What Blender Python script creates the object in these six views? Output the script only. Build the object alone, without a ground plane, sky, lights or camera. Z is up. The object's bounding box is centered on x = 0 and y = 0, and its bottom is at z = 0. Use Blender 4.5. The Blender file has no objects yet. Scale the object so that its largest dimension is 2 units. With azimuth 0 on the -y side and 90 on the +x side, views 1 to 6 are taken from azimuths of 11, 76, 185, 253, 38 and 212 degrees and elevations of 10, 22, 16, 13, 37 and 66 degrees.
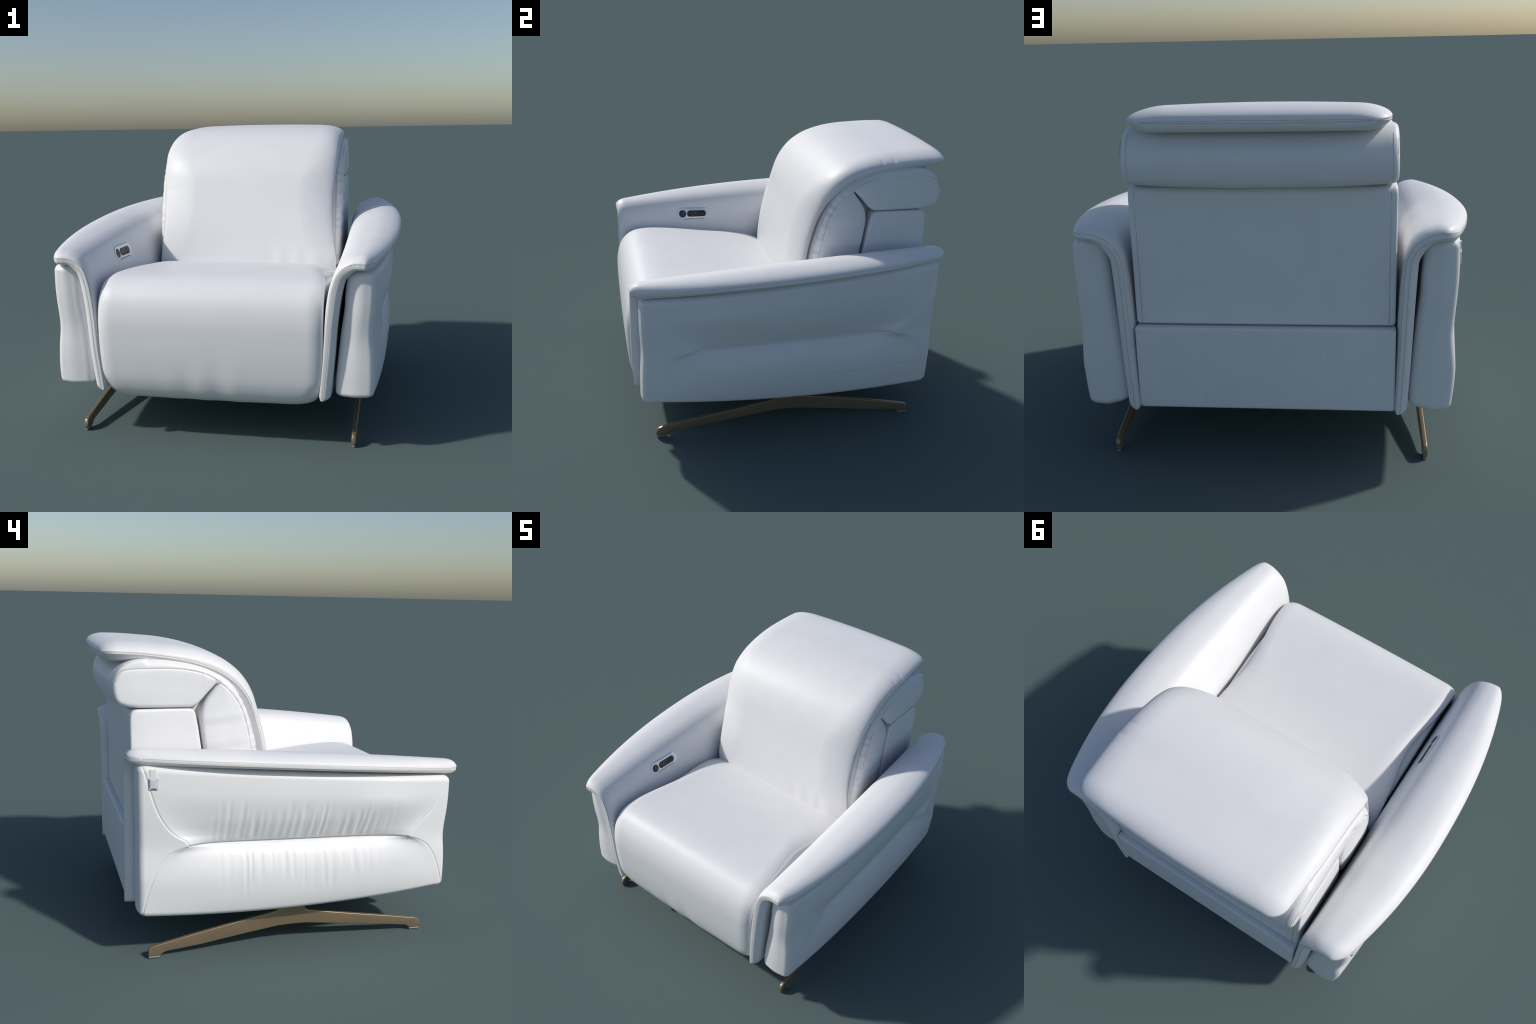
import bpy, math, numpy as np
from mathutils import Vector, geometry as mgeo

rng = np.random.default_rng(7)

# ------------------------------------------------------------------ materials
def new_mat(name):
    m = bpy.data.materials.new(name); m.use_nodes = True
    nt = m.node_tree
    return m, nt, nt.nodes["Principled BSDF"]

def leather_mat(name, col, rough=0.48, bump=0.08):
    m, nt, b = new_mat(name)
    N, L = nt.nodes, nt.links
    tc = N.new("ShaderNodeTexCoord")
    n1 = N.new("ShaderNodeTexNoise"); n1.inputs["Scale"].default_value = 6.0; n1.inputs["Detail"].default_value = 3
    L.new(tc.outputs["Object"], n1.inputs["Vector"])
    r = N.new("ShaderNodeValToRGB")
    c0 = [c * 0.985 for c in col]; c1 = [min(1, c * 1.01) for c in col]
    r.color_ramp.elements[0].position = 0.35; r.color_ramp.elements[0].color = (*c0, 1)
    r.color_ramp.elements[1].position = 0.65; r.color_ramp.elements[1].color = (*c1, 1)
    L.new(n1.outputs["Fac"], r.inputs["Fac"]); L.new(r.outputs["Color"], b.inputs["Base Color"])
    v = N.new("ShaderNodeTexVoronoi"); v.inputs["Scale"].default_value = 420.0
    L.new(tc.outputs["Object"], v.inputs["Vector"])
    bp = N.new("ShaderNodeBump"); bp.inputs["Strength"].default_value = bump; bp.inputs["Distance"].default_value = 0.0006
    L.new(v.outputs["Distance"], bp.inputs["Height"]); L.new(bp.outputs["Normal"], b.inputs["Normal"])
    b.inputs["Roughness"].default_value = rough
    b.inputs["Specular IOR Level"].default_value = 0.45
    return m

def plain_mat(name, col, rough=0.5, metal=0.0, grain=0.04, scale=60.0):
    m, nt, b = new_mat(name)
    N, L = nt.nodes, nt.links
    tc = N.new("ShaderNodeTexCoord")
    n1 = N.new("ShaderNodeTexNoise"); n1.inputs["Scale"].default_value = scale
    L.new(tc.outputs["Object"], n1.inputs["Vector"])
    r = N.new("ShaderNodeValToRGB")
    r.color_ramp.elements[0].color = (*[c * (1 - grain) for c in col], 1)
    r.color_ramp.elements[1].color = (*[min(1, c * (1 + grain)) for c in col], 1)
    L.new(n1.outputs["Fac"], r.inputs["Fac"]); L.new(r.outputs["Color"], b.inputs["Base Color"])
    b.inputs["Roughness"].default_value = rough; b.inputs["Metallic"].default_value = metal
    return m

LEATHER = leather_mat("white_leather", (0.80, 0.80, 0.81))
THREAD = plain_mat("tan_thread", (0.40, 0.32, 0.22), 0.8)
BRONZE = plain_mat("bronze_metal", (0.30, 0.225, 0.145), 0.38, 0.55)
PADMAT = plain_mat("grey_plastic", (0.30, 0.32, 0.33), 0.5)
SILVER = plain_mat("silver_bezel", (0.80, 0.81, 0.82), 0.25, 0.25)
BLACK = plain_mat("black_plastic", (0.018, 0.018, 0.021), 0.45)
DARK = plain_mat("dark_glyph", (0.10, 0.11, 0.12), 0.5)
TAGM = plain_mat("grey_tag", (0.62, 0.65, 0.70), 0.45)

# ------------------------------------------------------------------ helpers
def catmull(P, n):
    """centripetal-free Catmull-Rom through P, n samples uniform in control index"""
    P = np.asarray(P, float)
    Q = np.vstack([2 * P[0] - P[1], P, 2 * P[-1] - P[-2]])
    t = np.asarray(n, float) if np.ndim(n) else np.linspace(0, 1, n)
    t = t * (len(P) - 1)
    i = np.clip(t.astype(int), 0, len(P) - 2); f = (t - i)[:, None]
    a, b, c, d = Q[i], Q[i + 1], Q[i + 2], Q[i + 3]
    return 0.5 * (2 * b + (c - a) * f + (2 * a - 5 * b + 4 * c - d) * f ** 2 + (3 * b - a - 3 * c + d) * f ** 3)

def resample(P, n):
    P = np.asarray(P, float)
    d = np.r_[0, np.cumsum(np.linalg.norm(np.diff(P, axis=0), axis=1))]
    t = np.linspace(0, d[-1], n) if np.ndim(n) == 0 else np.asarray(n) * d[-1]
    return np.stack([np.interp(t, d, P[:, k]) for k in range(P.shape[1])], 1)

def smooth_path(P, n):
    return resample(catmull(P, 40 * len(P)), n)

def interp(x, tab):
    tab = np.asarray(tab, float)
    return np.interp(x, tab[:, 0], tab[:, 1])

def smooth_tab(tab, n=400):
    """table -> smooth callable"""
    c = catmull(tab, n); 
    return lambda x: np.interp(x, c[:, 0], c[:, 1])

def edge(d, r, p=2.0):
    q = np.clip(1 - d / r, 0, 1)
    return np.clip(1 - q ** p, 0, 1) ** (1 / p)

def make_obj(name, verts, faces, mat, parent=None, smooth=True):
    me = bpy.data.meshes.new(name)
    me.from_pydata([tuple(v) for v in np.asarray(verts, float)], [], [tuple(int(i) for i in f) for f in faces])
    if smooth:
        me.polygons.foreach_set("use_smooth", [True] * len(me.polygons))
    me.materials.append(mat); me.validate(); me.update()
    import bmesh
    bm = bmesh.new(); bm.from_mesh(me); bmesh.ops.recalc_face_normals(bm, faces=bm.faces); bm.to_mesh(me); bm.free()
    ob = bpy.data.objects.new(name, me); bpy.context.scene.collection.objects.link(ob)
    if parent: ob.parent = parent
    return ob

def normals(G):
    du = np.gradient(G, axis=0); dv = np.gradient(G, axis=1)
    n = np.cross(du, dv); n /= np.maximum(np.linalg.norm(n, axis=2, keepdims=True), 1e-9)
    return n

def pillow(M, nrm, a, b, groove=0.0):
    """closed cushion: mid sheet M[i,j] puffed by a on +nrm and b on -nrm; returns top, bottom grids, verts, faces"""
    top = M + nrm * a[..., None]; bot = M - nrm * b[..., None]
    nu, nv = M.shape[:2]
    if groove:
        c = M.mean(axis=(0, 1))
        inner = M.copy()
        for (sl, nb) in (((0, slice(None)), (3, slice(None))), ((-1, slice(None)), (-4, slice(None))),
                         ((slice(None), 0), (slice(None), 3)), ((slice(None), -1), (slice(None), -4))):
            dirv = M[nb] - M[sl]; dirv = dirv / np.maximum(np.linalg.norm(dirv, axis=-1, keepdims=True), 1e-9)
            top[sl] = M[sl] + dirv * groove; bot[sl] = top[sl]
    vt = top.reshape(-1, 3); vb = bot.reshape(-1, 3)
    idt = np.arange(nu * nv).reshape(nu, nv); idb = idt + nu * nv
    idb = idb.copy()
    border = np.zeros((nu, nv), bool); border[0] = border[-1] = True; border[:, 0] = border[:, -1] = True
    idb[border] = idt[border]
    F = []
    for i in range(nu - 1):
        for j in range(nv - 1):
            F.append((idt[i, j], idt[i + 1, j], idt[i + 1, j + 1], idt[i, j + 1]))
            F.append((idb[i, j], idb[i, j + 1], idb[i + 1, j + 1], idb[i + 1, j]))
    V = np.vstack([vt, vb])
    used = np.zeros(len(V), bool); used[np.array(F).ravel()] = True
    remap = np.cumsum(used) - 1
    F = remap[np.array(F)]
    return top, bot, V[used], F

def cos_spread(n, k=0.75):
    t = np.linspace(0, 1, n)
    c = 0.5 - 0.5 * np.cos(np.pi * t)
    return k * c + (1 - k) * t

def poly_dist(P, poly):
    A = poly; B = np.roll(poly, -1, axis=0)
    out = np.full(len(P), 1e9); idx = np.zeros(len(P), int)
    for k in range(len(A)):
        ab = B[k] - A[k]; l2 = max(ab @ ab, 1e-12)
        t = np.clip(((P - A[k]) @ ab) / l2, 0, 1)
        d = np.linalg.norm(P - (A[k] + t[:, None] * ab), axis=1)
        m = d < out; out[m] = d[m]; idx[m] = k
    return out, idx

def inside(P, poly):
    x, y = P[:, 0], P[:, 1]; r = np.zeros(len(P), bool); n = len(poly)
    j = n - 1
    for i in range(n):
        xi, yi = poly[i]; xj, yj = poly[j]
        if yi != yj:
            r ^= ((yi > y) != (yj > y)) & (x < (xj - xi) * (y - yi) / (yj - yi) + xi)
        j = i
    return r

def slab(outline, h0, h1, r, to3d, spacing=0.03, ncol=2, relief=None, n_out=None, extra=None):
    """solid between heights h0<h1 with the 2D outline as section and edges rounded by r;
    relief(p2, d, side) adds to the cap height. to3d(p2, h) -> xyz"""
    poly = np.asarray(outline, float)
    if n_out:
        cl = np.vstack([poly, poly[:1]])
        poly = resample(cl, n_out + 1)[:-1]
    area = 0.5 * np.sum(poly[:, 0] * np.roll(poly[:, 1], -1) - np.roll(poly[:, 0], -1) * poly[:, 1])
    if area < 0: poly = poly[::-1]
    n = len(poly)
    tan = np.roll(poly, -1, 0) - np.roll(poly, 1, 0)
    tan /= np.maximum(np.linalg.norm(tan, axis=1, keepdims=True), 1e-9)
    inn = np.stack([-tan[:, 1], tan[:, 0]], 1)
    pts = []
    for th in (25, 50, 72, 90):
        d = r * (1 - math.cos(math.radians(th)))
        q = poly + inn * d
        ok = inside(q, poly); q = q[ok]
        dd, _ = poly_dist(q, poly); pts.append(q[dd > d * 0.97])
    lo, hi = poly.min(0), poly.max(0)
    gx, gy = np.meshgrid(np.arange(lo[0], hi[0], spacing), np.arange(lo[1], hi[1], spacing))
    g = np.stack([gx.ravel(), gy.ravel()], 1) + 0.0007
    g = g[inside(g, poly)]
    if len(g):
        dd, _ = poly_dist(g, poly); g = g[dd > r * 1.15]
    if extra is not None:
        ex = extra[inside(extra, poly)]; de, _ = poly_dist(ex, poly); ex = ex[de > r * 1.05]
        if len(g): g = g[np.min(np.linalg.norm(g[:, None] - ex[None], axis=2), axis=1) > .006]
        pts.append(ex)
    pts.append(g)
    Q = np.vstack([poly] + pts)
    res = mgeo.delaunay_2d_cdt([Vector(p) for p in Q], [], [list(range(n))], 1, 1e-7)
    P2 = np.array([list(v) for v in res[0]]); tris = res[2]
    orig = res[3]
    d, _ = poly_dist(P2, poly)
    isb = d < 1e-6
    hh = r * edge(d, r)
    V = []; F = []
    def cap(side):
        base = (h1 - r) if side > 0 else (h0 + r)
        h = base + side * (hh + (relief(P2, d, side) if relief is not None else 0))
        h = np.where(isb, base, h)
        return to3d(P2, h)
    capT, capB = cap(1), cap(-1)
    nT = len(P2)
    V = [capT, capB]
    for t in tris:
        F.append(tuple(t)); F.append(tuple(i + nT for i in t[::-1]))
    # map outline -> cdt index
    mp = []
    for p in poly:
        mp.append(int(np.argmin(np.sum((P2 - p) ** 2, 1))))
    cols = [mp]
    hs = np.linspace(h1 - r, h0 + r, ncol)
    base = 2 * nT
    for c in hs[1:-1]:
        V.append(to3d(poly, np.full(n, c))); cols.append([base + k for k in range(n)]); base += n
    cols.append([m + nT for m in mp])
    for a, b in zip(cols[:-1], cols[1:]):
        for k in range(n):
            k2 = (k + 1) % n
            F.append((a[k], a[k2], b[k2], b[k]))
    return np.vstack(V), F, P2

def yz3(p, h): return np.stack([h, p[:, 0], p[:, 1]], 1)

def stitches(paths, nrms, dash=0.009, gap=0.0035, w=0.0008, lift=0.0004, solid=False):
    V = []; F = []
    for P, Nn in zip(paths, nrms):
        P = np.asarray(P); seg = np.linalg.norm(np.diff(P, axis=0), axis=1)
        d = np.r_[0, np.cumsum(seg)]; L = d[-1]
        at = lambda s, A: np.array([np.interp(s, d, A[:, k]) for k in range(3)])
        s = 0.0
        while s + dash < L:
            p0, p1 = at(s, P), at(s + dash, P); pm = at(s + dash / 2, P)
            n = at(s + dash / 2, np.asarray(Nn)); n /= max(np.linalg.norm(n), 1e-9)
            t = p1 - p0; t /= max(np.linalg.norm(t), 1e-9)
            b = np.cross(n, t); b /= max(np.linalg.norm(b), 1e-9)
            k = len(V)
            for p, z in ((p0, -0.0006), (pm, lift), (p1, -0.0006)):
                for sx, sz in ((-1, -1), (1, -1), (1, 1), (-1, 1)):
                    V.append(p + b * w * sx + n * (z + w * sz))
            for o in (0, 4):
                for q in range(4):
                    F.append((k + o + q, k + o + (q + 1) % 4, k + o + 4 + (q + 1) % 4, k + o + 4 + q))
            F.append((k, k + 3, k + 2, k + 1)); F.append((k + 8, k + 9, k + 10, k + 11))
            s += dash + gap
    return V, F

def ring(G, k, sides=("u0", "v1", "u1")):
    """polyline of grid G running k cells inside its border along the given sides"""
    nu, nv = G.shape[:2]; out = []
    for s in sides:
        if s == "u0": out.append(G[k, k:nv - k])
        if s == "v1": out.append(G[k:nu - k, nv - 1 - k])
        if s == "u1": out.append(G[nu - 1 - k, k:nv - k][::-1])
        if s == "v0": out.append(G[k:nu - k, k][::-1])
    return np.vstack(out)

def waves(y, seed, n=26, lo=8, hi=60):
    r = np.random.default_rng(seed); s = 0
    for _ in range(n):
        f = r.uniform(lo, hi); s = s + np.sin(f * y + r.uniform(0, 6.28)) / math.sqrt(n)
    return s

# ------------------------------------------------------------------ root
root = bpy.data.objects.new("recliner_armchair", None)
bpy.context.scene.collection.objects.link(root)
root["label"] = "white leather power recliner armchair on bronze metal legs"
root["category"] = "armchair"

# ------------------------------------------------------------------ armrest shells
ARM_F = [(.586, .283), (.606, .50), (.619, .68), (.634, .81), (.649, .885), (.670, .938), (.703, .970), (.744, .988), (.775, .990), (.805, .989), (.835, .987)]
ARM_M = [(.596, .283), (.603, .50), (.609, .68), (.626, .82), (.648, .91), (.666, .975), (.694, 1.028), (.745, 1.066), (.825, 1.081), (.90, 1.080), (.970, 1.077)]
ARM_B = [(.602, .282), (.613, .50), (.620, .68), (.626, .86), (.631, .96), (.640, 1.02), (.668, 1.07), (.715, 1.105), (.755, 1.118), (.795, 1.122), (.835, 1.122)]
NU, NS = 190, 170

def arm_grid():
    u = cos_spread(NU, .8); s = cos_spread(NS, .7)
    F = catmull(ARM_F, s); Mi = catmull(ARM_M, s); B = catmull(ARM_B, s)
    arc = np.r_[0, np.cumsum(np.linalg.norm(np.diff(Mi, axis=0), axis=1))]
    Ltot = arc[-1]; q = Ltot - arc                       # metres from the lip
    yf = -.977 + .022 * np.clip((.55 - F[:, 1]) / .3, 0, 1) ** 1.5 - .006 * np.clip((s - .6) / .2, 0, 1)
    yb = .887 + .0 * np.clip((s - .6) / .2, 0, 1)
    cr = .085
    cf = cr * (1 - np.sqrt(np.clip(1 - np.clip(1 - q / cr, 0, 1) ** 2, 0, 1)))
    yf = yf + cf; yb = yb - cf * .9
    G = np.zeros((NU, NS, 3))
    for j in range(NS):
        y = yf[j] + (yb[j] - yf[j]) * u
        t = (y + .98) / 1.87
        half = np.where(y < .02, .985, .868)
        bump = 1 - (np.abs(y - .02) / half) ** 2.25
        bump = np.clip(bump, 0, 1)
        lin = F[j][None] * (1 - t[:, None]) + B[j][None] * t[:, None]
        t0 = 1.0 / 1.87
        mid0 = F[j] * (1 - t0) + B[j] * t0
        off = (Mi[j] - mid0)
        bz = 1 - (np.abs(y - .02) / half) ** 2
        x = lin[:, 0] + bump * off[0]; z = lin[:, 1] + np.clip(bz, 0, 1) * off[1]
        G[:, j] = np.stack([x, y, z], 1)
    return G, u, s, q, arc, yf, yb

AG, au, as_, aq, aarc, ayf, ayb = arm_grid()
An = normals(AG)
if An[NU // 2, -8, 2] < 0: An = -An                     # up / inwards
ydist = np.minimum(AG[:, :, 1] - ayf[None], ayb[None] - AG[:, :, 1])
sA = smooth_tab([(0, .018), (.3, .021), (.45, .020), (.55, .026), (.63, .036), (.72, .042), (.8, .046), (.9, .047), (1, .045)])
sBt = smooth_tab([(0, .046), (.3, .050), (.5, .046), (.6, .045), (.7, .034), (.8, .030), (1, .028)])
e_u = edge(ydist, .075, 2.2)
e_ub = edge(ydist, .05, 2.2)
e_lip = edge(aq[None], .13, 2.1); e_bot = edge(aarc[None], .03)
a_arm = sA(as_)[None] * e_u * e_lip * e_bot
b_arm = sBt(as_)[None] * e_ub * edge(aq[None], .045, 2.2) * e_bot
top_s = np.clip((as_ - .55) / .2, 0, 1)[None]
ARM_TOP, ARM_BOT, AV, AF = pillow(AG, An, a_arm, b_arm, groove=.004)

def mir(V, sgn):
    V = np.array(V, float).copy(); V[:, 0] *= sgn; return V

tn, bn = normals(ARM_TOP), normals(ARM_BOT)
if tn[NU // 2, -30, 2] < 0: tn = -tn
if bn[NU // 2, -30, 2] > 0: bn = -bn

def find_ring(G, dist):
    """number of border cells so the ring is about dist (surface metres) from the border"""
    d = np.cumsum(np.linalg.norm(np.diff(G[NU // 2, ::-1], axis=0), axis=1))
    return int(np.searchsorted(d, dist)) + 1

def offset_path(G, N_, side, dist, trim=0.0):
    """curve on the surface grid at the given surface distance from one border"""
    if side == "u0": R, RN = G, N_
    elif side == "u1": R, RN = G[::-1], N_[::-1]
    elif side == "v0": R, RN = G.transpose(1, 0, 2), N_.transpose(1, 0, 2)
    else: R, RN = G.transpose(1, 0, 2)[::-1], N_.transpose(1, 0, 2)[::-1]
    m = 26; P = []; Q = []
    for k in range(R.shape[1]):
        L = R[:m, k]; dd = np.r_[0, np.cumsum(np.linalg.norm(np.diff(L, axis=0), axis=1))]
        P.append([np.interp(dist, dd, L[:, c]) for c in range(3)]); Q.append([np.interp(dist, dd, RN[:m, k][:, c]) for c in range(3)])
    P, Q = np.array(P), np.array(Q)
    dd = np.r_[0, np.cumsum(np.linalg.norm(np.diff(P, axis=0), axis=1))]
    ok = (dd > trim) & (dd < dd[-1] - trim)
    return P[ok], Q[ok]

arms = {}
for sgn in (1, -1):
    ob = make_obj("armrest", mir(AV, sgn), AF, LEATHER, root); arms[sgn] = ob
    paths = []; nr = []
    for G, N_ in ((ARM_TOP, tn), (ARM_BOT, bn)):
        for sd in ("u0", "v1", "u1"):
            p_, n_ = offset_path(G, N_, sd, .0115, .006)
            paths.append(p_ * [sgn, 1, 1]); nr.append(n_ * [sgn, 1, 1])
    V, F = stitches(paths, nr)
    st = make_obj("armrest_stitching", V, F, THREAD, ob, smooth=False); st["kind"] = "stuff"

# ------------------------------------------------------------------ outer side panels
xe_f = smooth_tab([(.25, .838), (.31, .846), (.40, .848), (.52, .842), (.60, .833), (.64, .831), (.70, .833), (.80, .841), (.90, .846), (1.06, .846)])
xe_b = smooth_tab([(.25, .838), (.31, .848), (.45, .857), (.52, .853), (.60, .842), (.64, .839), (.70, .842), (.80, .850), (.90, .855), (1.06, .852)])
env_m = smooth_tab([(.25, .832), (.30, .868), (.37, .893), (.45, .906), (.55, .912), (.64, .914), (.75, .916), (.88, .919), (.96, .922), (1.06, .918)])
pm_lo = smooth_tab([(.25, .832), (.30, .868), (.37, .892), (.45, .903), (.52, .900), (.58, .881), (.62, .853), (.64, .828)])
pm_up = smooth_tab([(.64, .828), (.66, .846), (.70, .868), (.78, .898), (.88, .918), (.96, .922), (1.06, .918)])
g_bu = smooth_tab([(0, .255), (.07, .235), (.14, .185), (.26, .135), (.476, .085), (.857, .035), (1, .015)])
g_bl = smooth_tab([(0, .255), (.05, .200), (.13, .145), (.34, .085), (.72, .035), (1, .012)])
g_fu = smooth_tab([(0, .262), (.1, .235), (.22, .195), (.33, .155), (.45, .118), (.67, .070), (1, .015)])
g_fl = smooth_tab([(0, .262), (.04, .215), (.09, .175), (.2, .125), (.43, .075), (.83, .025), (1, .012)])
xi_t = smooth_tab([(.25, .655), (.33, .655), (.43, .66), (.65, .68), (.80, .697), (.90, .702), (1.0, .71), (1.06, .72)])
ZB, ZS, ZT = .285, .64, 1.06

fr_ = np.random.default_rng(41)
FOLDS_UP = [(y0 + fr_.uniform(-.022, .022), fr_.uniform(.008, .017), fr_.uniform(.0015, .0052) * math.exp(-((y0 + .08) / .50) ** 4), fr_.uniform(.0, .11), fr_.uniform(.635, .650), fr_.uniform(.84, .95)) for y0 in np.linspace(-.60, .45, 26)]
FOLDS_LO = [(y0 + fr_.uniform(-.03, .03), fr_.uniform(.007, .016), fr_.uniform(.0010, .0036) * math.exp(-((y0 + .03) / .45) ** 4), fr_.uniform(-.08, .05), fr_.uniform(.34, .46), fr_.uniform(.610, .632)) for y0 in np.linspace(-.50, .42, 17)]
def side_panel(gather, waist=1.0):
    nz, ny = 240, 420
    # vertical levels: rounded bottom/top then plain
    zl = np.unique(np.r_[np.linspace(ZB, ZS, 110), np.linspace(ZS, ZT, 130)])
    rB, rT = .030, .045
    yt = cos_spread(ny, .55)
    loops = []
    for zp in zl:
        ins = rB * (1 - math.sqrt(max(0, 1 - max(0, 1 - (zp - ZB) / rB) ** 2))) + rT * (1 - math.sqrt(max(0, 1 - max(0, 1 - (ZT - zp) / rT) ** 2)))
        conc = .008 * math.exp(-((zp - .64) / .13) ** 2)
        y0 = -.928 + conc + ins; y1 = .839 - conc * .3 + ins * -1
        xi = float(xi_t(zp)) + ins
        # gusset inset from the ends
        t = (zp - ZS) / (ZT - ZS) if zp > ZS else (ZS - zp) / (ZS - ZB)
        rc = .032
        y = y0 + (y1 - y0) * yt
        ga = -.925 + float((g_fu if zp > ZS else g_fl)(t)); gb = .835 - float((g_bu if zp > ZS else g_bl)(t))
        yc, hf = (ga + gb) / 2, (gb - ga) / 2
        tt = np.abs(y - yc) / hf
        w = np.clip(1 - tt ** 2.3, 0, 1)
        lin = (y + .925) / 1.76
        xeb = xe_b(zp) * waist + (1 - waist) * float(min(xe_b(zp) + .03, .862) if zp > .45 else xe_b(zp)); xe = xe_f(zp) * (1 - lin) + xeb * lin
        pm = pm_up(zp) if zp > ZS else pm_lo(zp)
        plan = np.clip(1 - (np.abs(y + .04) / .90) ** np.where(y < -.04, 3.2, 2.2), 0, 1)
        X = xe + .010 * np.exp(-((y + .52) / .22) ** 2) * np.exp(-((zp - .88) / .09) ** 2) + (env_m(zp) - (xe_f(zp) + xe_b(zp)) / 2) * plan
        X = X - (env_m(zp) - pm) * np.clip(1 - tt ** 4.5, 0, 1)
        # seams: grooves along the gusset curves and the centre line
        t2 = min(1, t + .01); dz = .01 * ((ZT - ZS) if zp > ZS else (ZS - ZB))
        gf, gk = (g_fu, g_bu) if zp > ZS else (g_fl, g_bl)
        mf = float(gf(t2) - gf(t)) / dz; mk = float(gk(t2) - gk(t)) / dz
        dg = np.where(y < yc, np.abs(y - ga) / math.hypot(1, mf), np.abs(y - gb) / math.hypot(1, mk))
        X = X - .0040 * np.exp(-(dg / .0038) ** 2)
        X = X - .010 * math.exp(-((zp - ZS) / .005) ** 2) * (tt < 1.0)
        # gathers: single soft folds of different length, width and lean
        for (yi, wi, di, lean, z0, z1) in (FOLDS_UP if zp > ZS else FOLDS_LO):
            win = np.clip((zp - z0) / (.035 if zp > ZS else .10), 0, 1) * np.clip((z1 - zp) / (.11 if zp > ZS else .04), 0, 1)
            if win > 0:
                win = win * win * (3 - 2 * win)
                q = (y - yi + lean * (zp - ZS)) / wi
                X = X - gather * di * win * (np.exp(-q * q) - .45 * np.exp(-(q - 1.7) ** 2) - .3 * np.exp(-(q + 1.7) ** 2))
        X = X - ins
        # corner rounding at both ends of the outer face
        de = np.minimum(y - y0, y1 - y)
        X = X - rc * (1 - np.sqrt(np.clip(1 - np.clip(1 - de / rc, 0, 1) ** 2, 0, 1)))
        outer = np.stack([X, y], 1)
        # inner half of the loop
        ri = .045
        xe0, xe1 = X[0], X[-1]
        back = [(xe1 - (xe1 - xi - ri) * k, y1 + .006 * math.sin(math.pi * k)) for k in np.linspace(.08, 1, 10)]
        backc = [(xi + ri - ri * math.sin(a), y1 - ri + ri * math.cos(a)) for a in np.linspace(.2, math.pi / 2, 7)]
        inner = [(xi, y1 - ri + (y0 - y1 + 2 * ri) * k) for k in np.linspace(.04, .96, 14)]
        frontc = [(xi + ri - ri * math.cos(a), y0 + ri - ri * math.sin(a)) for a in np.linspace(0, math.pi / 2 - .2, 7)]
        front = [(xi + ri + (xe0 - xi - ri) * k, y0 - .006 * math.sin(math.pi * k)) for k in np.linspace(0, .92, 10)]
        lp = np.vstack([outer, back, backc, inner, frontc, front])
        yv = lp[:, 1]
        zb = .298 - .045 * np.clip(1 - ((yv - .1) / .95) ** 2, 0, 1) * np.clip((lp[:, 0] - .66) / .1, 0, 1)
        zs = .645 + .027 * yv
        zt = .958 + .082 * (yv + .93)
        if zp <= ZS: z = zb + (zs - zb) * (zp - ZB) / (ZS - ZB)
        else: z = zs + (zt - zs) * (zp - ZS) / (ZT - ZS)
        loops.append(np.stack([lp[:, 0], yv, z], 1))
    n = len(loops[0]); V = np.vstack(loops); F = []
    for i in range(len(loops) - 1):
        for k in range(n):
            k2 = (k + 1) % n
            F.append((i * n + k, i * n + k2, (i + 1) * n + k2, (i + 1) * n + k))
    F.append(tuple(range(n))[::-1]); F.append(tuple((len(loops) - 1) * n + k for k in range(n)))
    return V, F

sides = {}
for sgn, gath, waist in ((1, .3, .55), (-1, 1.0, 1.0)):
    SV, SF = side_panel(gath, waist)
    sides[sgn] = make_obj("side_panel", mir(SV, sgn), SF, LEATHER, arms[sgn])

# ------------------------------------------------------------------ seat cushion
SEAT = [(.08, .715), (-.04, .765), (-.18, .800), (-.34, .826), (-.50, .843), (-.66, .852), (-.78, .852), (-.868, .834), (-.922, .780), (-.945, .69),
        (-.946, .58), (-.938, .46), (-.921, .36), (-.885, .293), (-.82, .267), (-.70, .266), (-.5, .29)]
def sheet(profile, nu, nv, wfun, cx=.75):
    P = smooth_path(profile, np.linspace(0, 1, nu))
    v = cos_spread(nv, cx) * 2 - 1
    d = np.r_[0, np.cumsum(np.linalg.norm(np.diff(P, axis=0), axis=1))]
    W = wfun(P, d)
    G = np.zeros((nu, nv, 3))
    G[:, :, 0] = W[:, None] * v[None]; G[:, :, 1] = P[:, 0:1]; G[:, :, 2] = P[:, 1:2]
    return G, P, v, d, W

nu, nv = 200, 150
def seat_w(P, d):
    return .600 - .056 * np.exp(-((P[:, 0] + .42) / .25) ** 2) * (P[:, 1] > .6) - .045 * np.clip((.42 - P[:, 1]) / .15, 0, 1) ** 2
G, P, v, d, W = sheet(SEAT, nu, nv, seat_w)
Nn = normals(G)
if Nn[40, nv // 2, 2] < 0: Nn = -Nn
dx = W[:, None] - np.abs(G[:, :, 0]); du = np.minimum(d, d[-1] - d)[:, None]
A = smooth_tab([(0, .062), (.15, .064), (.3, .058), (.45, .053), (.7, .050), (.88, .049), (1.05, .051), (1.35, .052), (1.6, .049), (1.8, .046), (3, .04)])(d)
crown = 1 - .10 * (G[:, :, 0] / .6) ** 2
wr = .0022 * waves(G[:, :, 0], 11, 12, 10, 45) * np.exp(-((G[:, :, 0] - .02) / .28) ** 4) * np.exp(-((G[:, :, 2] - .34) / .12) ** 2) * (G[:, :, 1] < -.85)
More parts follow.
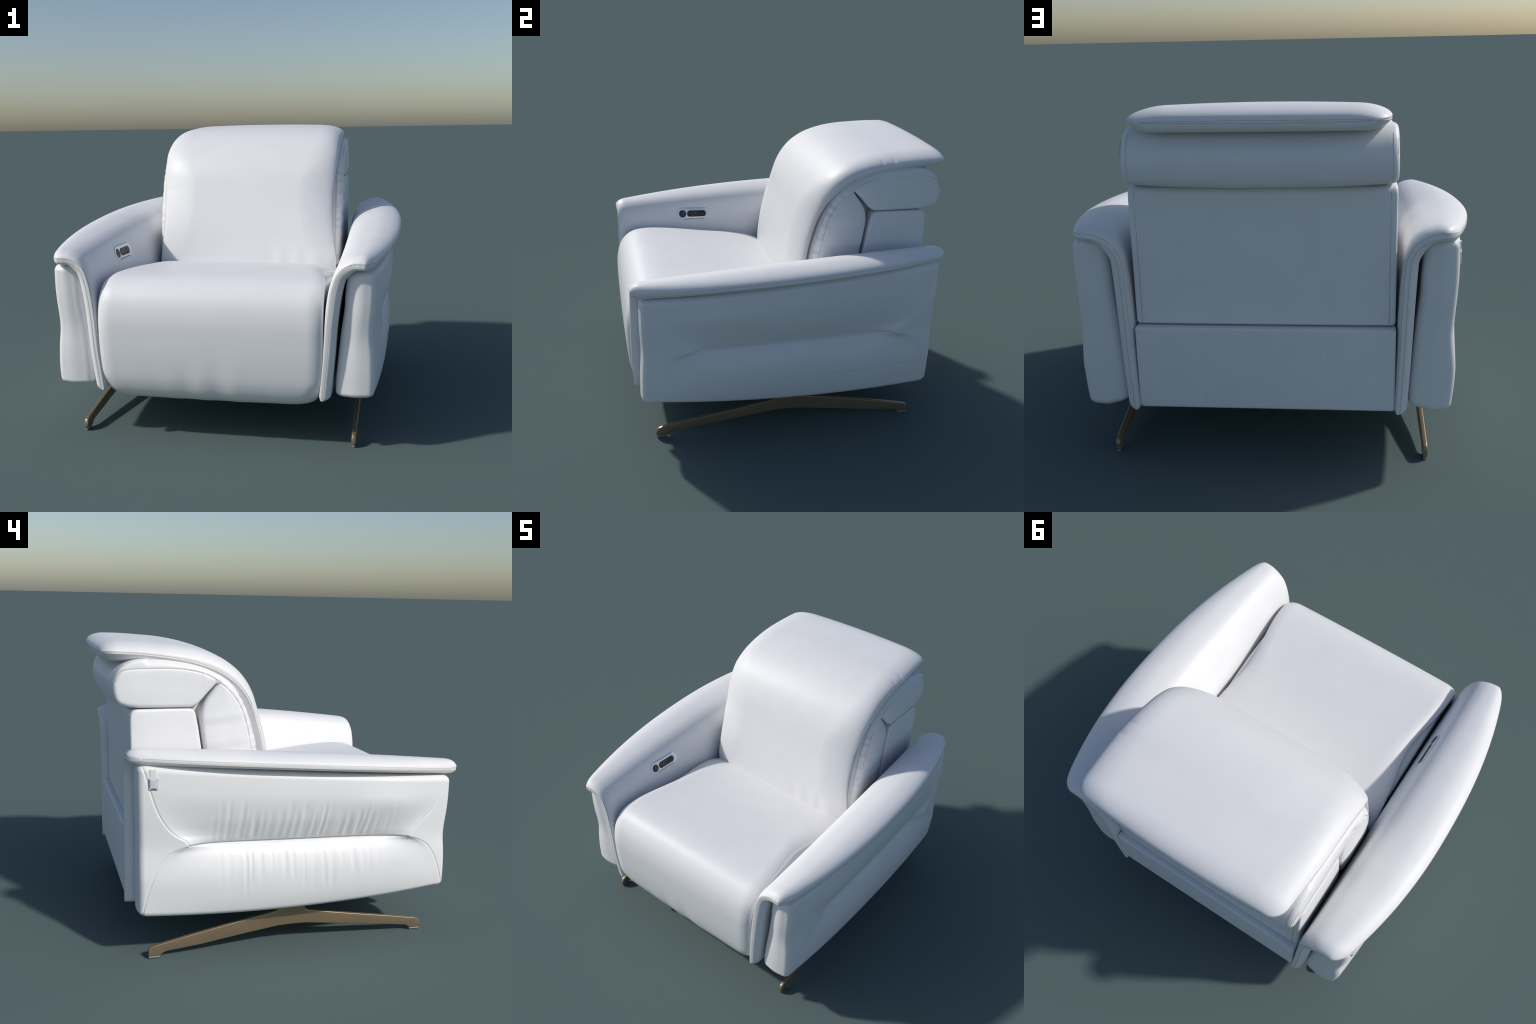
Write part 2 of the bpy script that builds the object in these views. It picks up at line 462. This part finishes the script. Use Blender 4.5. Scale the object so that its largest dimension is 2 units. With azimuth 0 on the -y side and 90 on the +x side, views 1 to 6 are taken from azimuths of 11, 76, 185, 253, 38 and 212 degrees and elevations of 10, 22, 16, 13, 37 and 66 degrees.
a = A[:, None] * edge(dx, interp(d, [(0, .20), (.3, .15), (.6, .085), (1., .085), (1.45, .09), (1.7, .20), (2, .20)])[:, None], 2.2) * edge(du, .05) * crown + wr * edge(dx, .1)
b = .05 * edge(dx, .03) * edge(du, .03) + 0 * a
T, Bt, V, F = pillow(G, Nn, a, b, groove=.004)
seat = make_obj("seat_cushion", V, F, LEATHER, root)
tN = normals(T); tN = tN if tN[40, nv // 2, 2] > 0 else -tN
bN = normals(Bt); bN = bN if bN[40, nv // 2, 2] < 0 else -bN
paths, nr = zip(*[offset_path(g_, n_, sd, .007, .02) for g_, n_ in ((T, tN), (Bt, bN)) for sd in ('v0', 'v1')])
V, F = stitches(paths, nr)
st = make_obj("seat_stitching", V, F, THREAD, seat, smooth=False); st["kind"] = "stuff"
# side boxing of the seat under the top cover
box = [(-.86, .34), (-.60, .31), (.30, .31), (.30, .66), (.02, .735), (-.2, .79), (-.45, .828), (-.74, .838), (-.86, .80), (-.90, .70), (-.89, .5)]
V, F, _ = slab(box, -.584, .584, .02, yz3, .08, 2, n_out=160)
make_obj("seat_base", V, F, LEATHER, root)

# ------------------------------------------------------------------ back cushion (front pad sweeping over the top)
BACK = [(.073, .66), (.073, .78), (.074, .90), (.082, 1.02), (.098, 1.12), (.125, 1.225), (.163, 1.33), (.213, 1.412), (.28, 1.478), (.365, 1.530), (.47, 1.567), (.58, 1.591),
        (.69, 1.607), (.79, 1.617), (.90, 1.622), (.994, 1.622)]
nu, nv = 230, 170
def back_w(P, d):
    q = d[-1] - d; rc = .10
    return .543 + .028 * np.clip((P[:, 1] - 1.26) / .22, 0, 1) + .030 * np.clip((1.12 - P[:, 1]) / .28, 0, 1) ** 1.5 - rc * .8 * (1 - np.sqrt(np.clip(1 - np.clip(1 - q / rc, 0, 1) ** 2, 0, 1))) - .026 * np.clip(1 - q / .35, 0, 1)
G, P, v, d, W = sheet(BACK, nu, nv, back_w)
q = (d[-1] - d)
G[:, :, 1] -= .022 * (np.abs(v[None]) ** 2) * np.clip(1 - q / .2, 0, 1)[:, None] ** 2
Nn = normals(G)
if Nn[-30, nv // 2, 2] < 0: Nn = -Nn
dx = W[:, None] - np.abs(G[:, :, 0]); du0 = d[:, None]; du1 = q[:, None]
A = smooth_tab([(0, .062), (.25, .062), (.45, .062), (.6, .068), (.75, .076), (.9, .079), (1.05, .075), (1.2, .065), (1.5, .055)])(d - .12)
crown = 1.07 - .20 * (G[:, :, 0] / .55) ** 2
X0, Y0, Z0 = G[:, :, 0], G[:, :, 1], G[:, :, 2]
dent = 0
for yy, amp, sx in ((.555, .005, 1), (.625, .0045, 1), (.50, .002, -1)):
    dent = dent + amp * np.exp(-((Y0 - yy) / .008) ** 2) * np.exp(-((X0 * sx - .55) / .030) ** 2)
pl = .0013 * waves(X0 + .1 * Z0, 21, 10, 20, 60) * np.exp(-((X0 - .35) / .22) ** 4) * np.exp(-((Z0 - .86) / .07) ** 2)
a = A[:, None] * edge(dx, interp(d - .12, [(0, .16), (.3, .20), (.5, .22), (.85, .14), (1.1, .15), (2, .17)])[:, None], interp(d - .12, [(0, 1.8), (.3, 1.6), (.55, 1.6), (.75, 2.4), (1.0, 2.3), (1.3, 2.0), (2, 2.0)])[:, None]) * edge(du1, .12, 2.1) * edge(du0, .05) * crown - dent * edge(dx, .05) + pl
b = .046 * edge(dx, .085, 1.5) * edge(du1, .06) * edge(du0, .03) + 0 * a
T, Bt, V, F = pillow(G, Nn, a, b, groove=.004)
back = make_obj("back_cushion", V, F, LEATHER, root)
tN = normals(T); tN = tN if tN[-40, nv // 2, 2] > 0 else -tN
bN = normals(Bt); bN = bN if bN[-40, nv // 2, 2] < 0 else -bN
paths, nr = zip(*[offset_path(g_, n_, sd, .0055, .003) for g_, n_ in ((T, tN), (Bt, bN)) for sd in ('v0', 'v1', 'u1')])
V, F = stitches(paths, nr)
st = make_obj("back_stitching", V, F, THREAD, back, smooth=False); st["kind"] = "stuff"

# ------------------------------------------------------------------ headrest box with the side wing and dart
fr = catmull([(.10, .80), (.112, .95), (.134, 1.09), (.160, 1.2), (.197, 1.316), (.255, 1.425), (.315, 1.487), (.40, 1.533), (.49, 1.565), (.58, 1.582), (.69, 1.592), (.79, 1.590), (.850, 1.570), (.892, 1.532), (.917, 1.47), (.917, 1.41), (.897, 1.366), (.85, 1.346), (.79, 1.339)], 150)
dl = np.array([(.64, 1.336), (.545, 1.335)])
da = catmull([(.52, 1.335), (.49, 1.343), (.46, 1.366), (.42, 1.41), (.371, 1.459)], 24)
db = catmull([(.369, 1.455), (.40, 1.413), (.43, 1.372), (.449, 1.33), (.456, 1.28), (.452, 1.22), (.436, 1.10), (.42, .98), (.40, .8)], 40)
HEAD = np.vstack([fr, dl, da, db])
gus = catmull([(.155, .95), (.172, 1.07), (.20, 1.21), (.235, 1.32), (.28, 1.395), (.325, 1.442), (.405, 1.497), (.495, 1.527), (.61, 1.541), (.74, 1.541), (.84, 1.537), (.885, 1.515), (.902, 1.47)], 200)
def head_relief(p, d, side):
    dd = np.min(np.linalg.norm(p[:, None] - gus[None], axis=2), axis=1)
    h = -.004 * np.exp(-(dd / .003) ** 2)
    # soft gathers on the front wing, running front to back
    w = np.exp(-((p[:, 0] - .33) / .13) ** 4) * np.clip((1.33 - p[:, 1]) / .08, 0, 1)
    h = h + .0034 * w * waves(p[:, 1] + .15 * p[:, 0], 31, 14, 25, 80)
    # the cover rolls in under the front pad
    ff = fr[(fr[:, 1] > .85) & (fr[:, 0] < .74) & ((fr[:, 1] > 1.40) | (fr[:, 0] < .30))]
    df = np.min(np.linalg.norm(p[:, None] - ff[None], axis=2), axis=1)
    h = h - .018 * np.clip((.034 - df) / .034, 0, 1) ** 1.3
    # puckers along the piped edge
    e = np.clip((.055 - df) / .04, 0, 1) * (p[:, 0] < .45)
    t = np.arctan2(p[:, 1] - 1.0, p[:, 0] - .75)
    h = h + .0018 * e * waves(t * .6, 33, 14, 40, 160)
    h = h + .012 * np.clip(d / .09, 0, 1) ** .7 * (p[:, 0] <= .45)
    h = h + .008 * np.clip(d / .08, 0, 1) ** .5 * (p[:, 0] > .45)
    return h
gt = np.gradient(gus, axis=0); gt /= np.linalg.norm(gt, axis=1, keepdims=True); gnn = np.stack([-gt[:, 1], gt[:, 0]], 1)
EX = np.vstack([gus + gnn * o for o in (-.008, -.004, -.002, 0, .002, .004, .008)])
V, F, _ = slab(HEAD, -.583, .583, .020, yz3, .014, 46, head_relief, n_out=420, extra=EX)
V = np.asarray(V)
wx = np.clip(1 - (np.abs(V[:, 0]) / .585) ** 2.6, 0, 1)
wy = np.clip((V[:, 1] - .62) / .28, 0, 1) ** 2
V[:, 1] += .036 * wx * wy * np.exp(-np.clip(1.50 - V[:, 2], 0, 1) / .30) * np.clip((1.60 - V[:, 2]) / .12, 0, 1)
V[:, 2] -= .016 * wx * np.clip((V[:, 1] - .5) / .3, 0, 1) * np.clip((1.42 - V[:, 2]) / .06, 0, 1)
head = make_obj("headrest", V, F, LEATHER, root)
pth = []; nr = []
for sgn in (1, -1):
    g2 = gus + gnn * .0075
    xx = np.full(len(g2), sgn * .5868)
    pth.append(np.stack([xx, g2[:, 0], g2[:, 1]], 1)[20:]); nr.append(np.tile([sgn * 1.0, 0, 0], (len(g2) - 20, 1)))
hr = HEAD[(HEAD[:, 0] > .86) & (HEAD[:, 1] > 1.35)]
for sgn in (1, -1):
    wx_ = 1 - (.560 / .585) ** 2.6
    yy = hr[:, 0] + .036 * wx_ * np.clip((hr[:, 0] - .62) / .28, 0, 1) ** 2 * np.exp(-np.clip(1.50 - hr[:, 1], 0, 1) / .30) * np.clip((1.60 - hr[:, 1]) / .12, 0, 1)
    P3 = np.stack([np.full(len(hr), sgn * .560), yy, hr[:, 1]], 1)
    t3 = np.gradient(P3, axis=0); n3 = np.stack([0 * yy, t3[:, 2], -t3[:, 1]], 1); n3 *= np.sign((n3[:, 1] * (yy - .80)).sum())
    pth.append(P3); nr.append(n3)
V, F = stitches(pth, nr)
st = make_obj("headrest_stitching", V, F, THREAD, head, smooth=False); st["kind"] = "stuff"

# ------------------------------------------------------------------ lower back box, rear panel, inner core
def rrect(x0, x1, y0, y1, rr, n=8):
    out = []
    for (cx, cy, a0, r_) in ((x1 - rr[0], y1 - rr[0], 0, rr[0]), (x0 + rr[1], y1 - rr[1], 90, rr[1]), (x0 + rr[2], y0 + rr[2], 180, rr[2]), (x1 - rr[3], y0 + rr[3], 270, rr[3])):
        for k in range(n + 1):
            t = math.radians(a0 + 90 * k / n); out.append((cx + r_ * math.cos(t), cy + r_ * math.sin(t)))
    return out
LOW = [(.836, .700), (.836, .9), (.837, 1.1), (.838, 1.275), (.835, 1.303), (.823, 1.322), (.80, 1.330), (.65, 1.331), (.515, 1.330), (.497, 1.323), (.487, 1.305), (.47, 1.22), (.452, 1.1), (.43, .95), (.40, .75), (.42, .698)]
def low_relief(p, d, side): return .004 * np.clip(d / .1, 0, 1) ** .6
V, F, _ = slab(LOW, -.588, .588, .012, yz3, .03, 14, low_relief, n_out=220)
V = np.asarray(V); V[:, 1] += .004 * np.clip(1 - (V[:, 0] / .58) ** 4, 0, 1) * np.clip((V[:, 1] - .8) / .03, 0, 1)
low = make_obj("back_panel", V, F, LEATHER, root)
yb = .847
pth = []; nr = []
for sgn in (1, -1):
    zz = np.linspace(.71, 1.31, 60)
    pth.append(np.stack([np.full(60, sgn * .560), np.full(60, .8375), zz], 1)); nr.append(np.tile([0, 1.0, 0], (60, 1)))
V, F = stitches(pth, nr)
st = make_obj("back_panel_stitching", V, F, THREAD, low, smooth=False); st["kind"] = "stuff"
# rear lower panel: three flush sections
def seam_relief(p, d, side):
    return -.0018 * np.exp(-((np.abs(p[:, 0]) - .28) / .003) ** 2) * (d > .002)
gl = np.linspace(.30, .68, 60)
EX = np.vstack([np.stack([np.full(60, sx * .28 + o), gl], 1) for sx in (-1, 1) for o in (-.006, -.003, 0, .003, .006)])
V, F, _ = slab(rrect(-.590, .590, .294, .690, (.004,) * 4, 4), .70, .874, .010, lambda p, h: np.stack([p[:, 0], h, p[:, 1]], 1), .03, 2, seam_relief, n_out=260, extra=EX)
make_obj("rear_panel", V, F, LEATHER, root)
core = [(.15, .62), (.79, .62), (.79, 1.28), (.76, 1.42), (.55, 1.45), (.40, 1.40), (.28, 1.2), (.2, .9)]
V, F, _ = slab(core, -.475, .475, .015, yz3, .08, 2, n_out=120)
make_obj("back_frame", V, F, LEATHER, root)
V, F, _ = slab([(-.80, .30), (.80, .30), (.80, .66), (-.6, .66)], -.565, .565, .015, yz3, .1, 2, n_out=120)
make_obj("base_frame", V, F, LEATHER, root)

# ------------------------------------------------------------------ metal legs
LEG = [(.780, .012), (.778, .046), (.771, .062), (.753, .071), (.556, .112), (.278, .165), (.136, .190), (.075, .201), (.050, .210), (.040, .232), (.036, .32),
       (-.104, .32), (-.105, .232), (-.112, .203), (-.131, .191), (-.386, .146), (-.624, .106), (-.811, .073), (-.836, .062), (-.845, .042), (-.847, .012),
       (-.775, .012), (-.762, .027), (-.749, .033), (-.548, .060), (-.313, .090), (-.123, .114), (-.04, .1165), (.047, .114), (.277, .084), (.487, .053), (.681, .034), (.698, .028), (.715, .012)]
for sgn in (1, -1):
    V, F, _ = slab(LEG, .734, .757, .005, yz3, .05, 2, n_out=420)
    leg = make_obj("leg", mir(V, sgn), F, BRONZE, root)
    for y0, y1 in ((-.842, -.780), (.718, .777)):
        V, F, _ = slab(rrect(y0, y1, .0, .0125, (.003,) * 4, 3), .737, .754, .002, yz3, .02, 2)
        make_obj("foot_pad", mir(V, sgn), F, PADMAT, leg)
V, F, _ = slab(rrect(-.745, .745, -.10, .03, (.01,) * 4, 4), .262, .305, .004, lambda p, h: np.stack([p[:, 0], p[:, 1], h], 1), .08, 2, n_out=120)
make_obj("crossbar", V, F, BRONZE, root)

# ------------------------------------------------------------------ control panel on the inner face of one arm
def arm_surface_x(y, z):
    """x of the inner face of the arm at (y, z), arm on +x"""
    T2 = ARM_TOP[:, :110].reshape(-1, 3)
    dd = (T2[:, 1] - y) ** 2 + (T2[:, 2] - z) ** 2
    k = np.argsort(dd)[:4]; w = 1 / (dd[k] + 1e-7)
    return float((T2[k, 0] * w).sum() / w.sum())
cy, cz = -.423, .955
xs = [(arm_surface_x(cy + dy, cz + dz), dy, dz) for dy in (-.09, 0, .09) for dz in (-.03, 0, .03)]
Am = np.array([[1, a, b] for _, a, b in xs]); cf = np.linalg.lstsq(Am, np.array([x for x, _, _ in xs]), rcond=None)[0]
print("panel plane", cf)
def on_arm(off):
    def f(p, h):
        x = cf[0] + cf[1] * p[:, 0] + cf[2] * p[:, 1]
        return np.stack([-(x - h - off), cy + p[:, 0], cz + p[:, 1]], 1)
    return f
pill = lambda x0, x1, y0, y1, n=14: rrect(x0, x1, y0, y1, (min(y1 - y0, x1 - x0) / 2 - 1e-4,) * 4, n)
V, F, _ = slab(pill(-.121, .121, -.041, .041), -.03, .005, .004, on_arm(0), .012, 2)
panel = make_obj("control_panel", V, F, SILVER, arms[-1])
V, F, _ = slab(pill(-.1095, -.0565, -.0265, .0265), -.002, .0065, .0015, on_arm(0), .01, 2)
knob = make_obj("power_button", V, F, BLACK, panel)
V, F, _ = slab(pill(-.0505, .0905, -.0225, .0225), -.002, .0068, .002, on_arm(0), .01, 2)
strip = make_obj("button_strip", V, F, BLACK, panel)
V, F, _ = slab(pill(-.0830, -.0710, -.0170, .0170), .004, .0072, .001, on_arm(0), .01, 2)
slot = make_obj("charging_slot", V, F, DARK, knob)
V, F, _ = slab(pill(-.0795, -.0745, -.0125, .0125), .004, .0077, .0006, on_arm(0), .01, 2)
make_obj("slot_opening", V, F, BLACK, slot)
V, F, _ = slab(pill(.042, .083, -.013, .013), .004, .0088, .003, on_arm(0), .008, 2)
make_obj("rocker_button", V, F, BLACK, strip)
for yy in (-.004, .020):
    ar = [(yy + .010 * math.cos(t), .017 * math.sin(t)) for t in np.linspace(2.0, 4.28, 12)] + [(yy + .005 * math.cos(t) + .001, .014 * math.sin(t)) for t in np.linspace(4.28, 2.0, 12)]
    V, F, _ = slab(ar, .004, .0076, .0004, on_arm(0), .01, 2)
    make_obj("button_mark", V, F, DARK, strip)

# ------------------------------------------------------------------ strap with a small tag on the outer side
def side_x(y, z):
    dd = (SV[:, 1] - y) ** 2 + (SV[:, 2] - z) ** 2 + 10 * (SV[:, 0] < .8)
    k = np.argsort(dd)[:4]; return float(SV[k, 0].mean())
ty = .762
m_ = (np.abs(SV[:, 1] - ty) < .03) & (SV[:, 2] > .96) & (SV[:, 2] < 1.03) & (SV[:, 0] > .8)
tc_ = np.linalg.lstsq(np.c_[np.ones(m_.sum()), SV[m_, 1] - ty, SV[m_, 2] - 1.0], SV[m_, 0], rcond=None)[0]
def on_side(p, h):
    return np.stack([-(tc_[0] + tc_[1] * (p[:, 0] - ty) + tc_[2] * (p[:, 1] - 1.0) + h), p[:, 0], p[:, 1]], 1)
V, F, _ = slab(rrect(ty - .016, ty + .016, 1.02, 1.072, (.002,) * 4, 3), -.008, .003, .0015, on_side, .01, 2, n_out=60)
strap = make_obj("strap", V, F, LEATHER, sides[-1])
V, F, _ = slab(rrect(ty - .024, ty + .024, .968, 1.030, (.006,) * 4, 4), -.006, .0055, .002, on_side, .012, 2)
tag = make_obj("tag", V, F, TAGM, strap)
V, F, _ = slab(rrect(ty - .016, ty + .016, .9755, .9785, (.001,) * 4, 3), .002, .0060, .0003, on_side, .02, 2)
make_obj("tag_slot", V, F, PADMAT, tag)
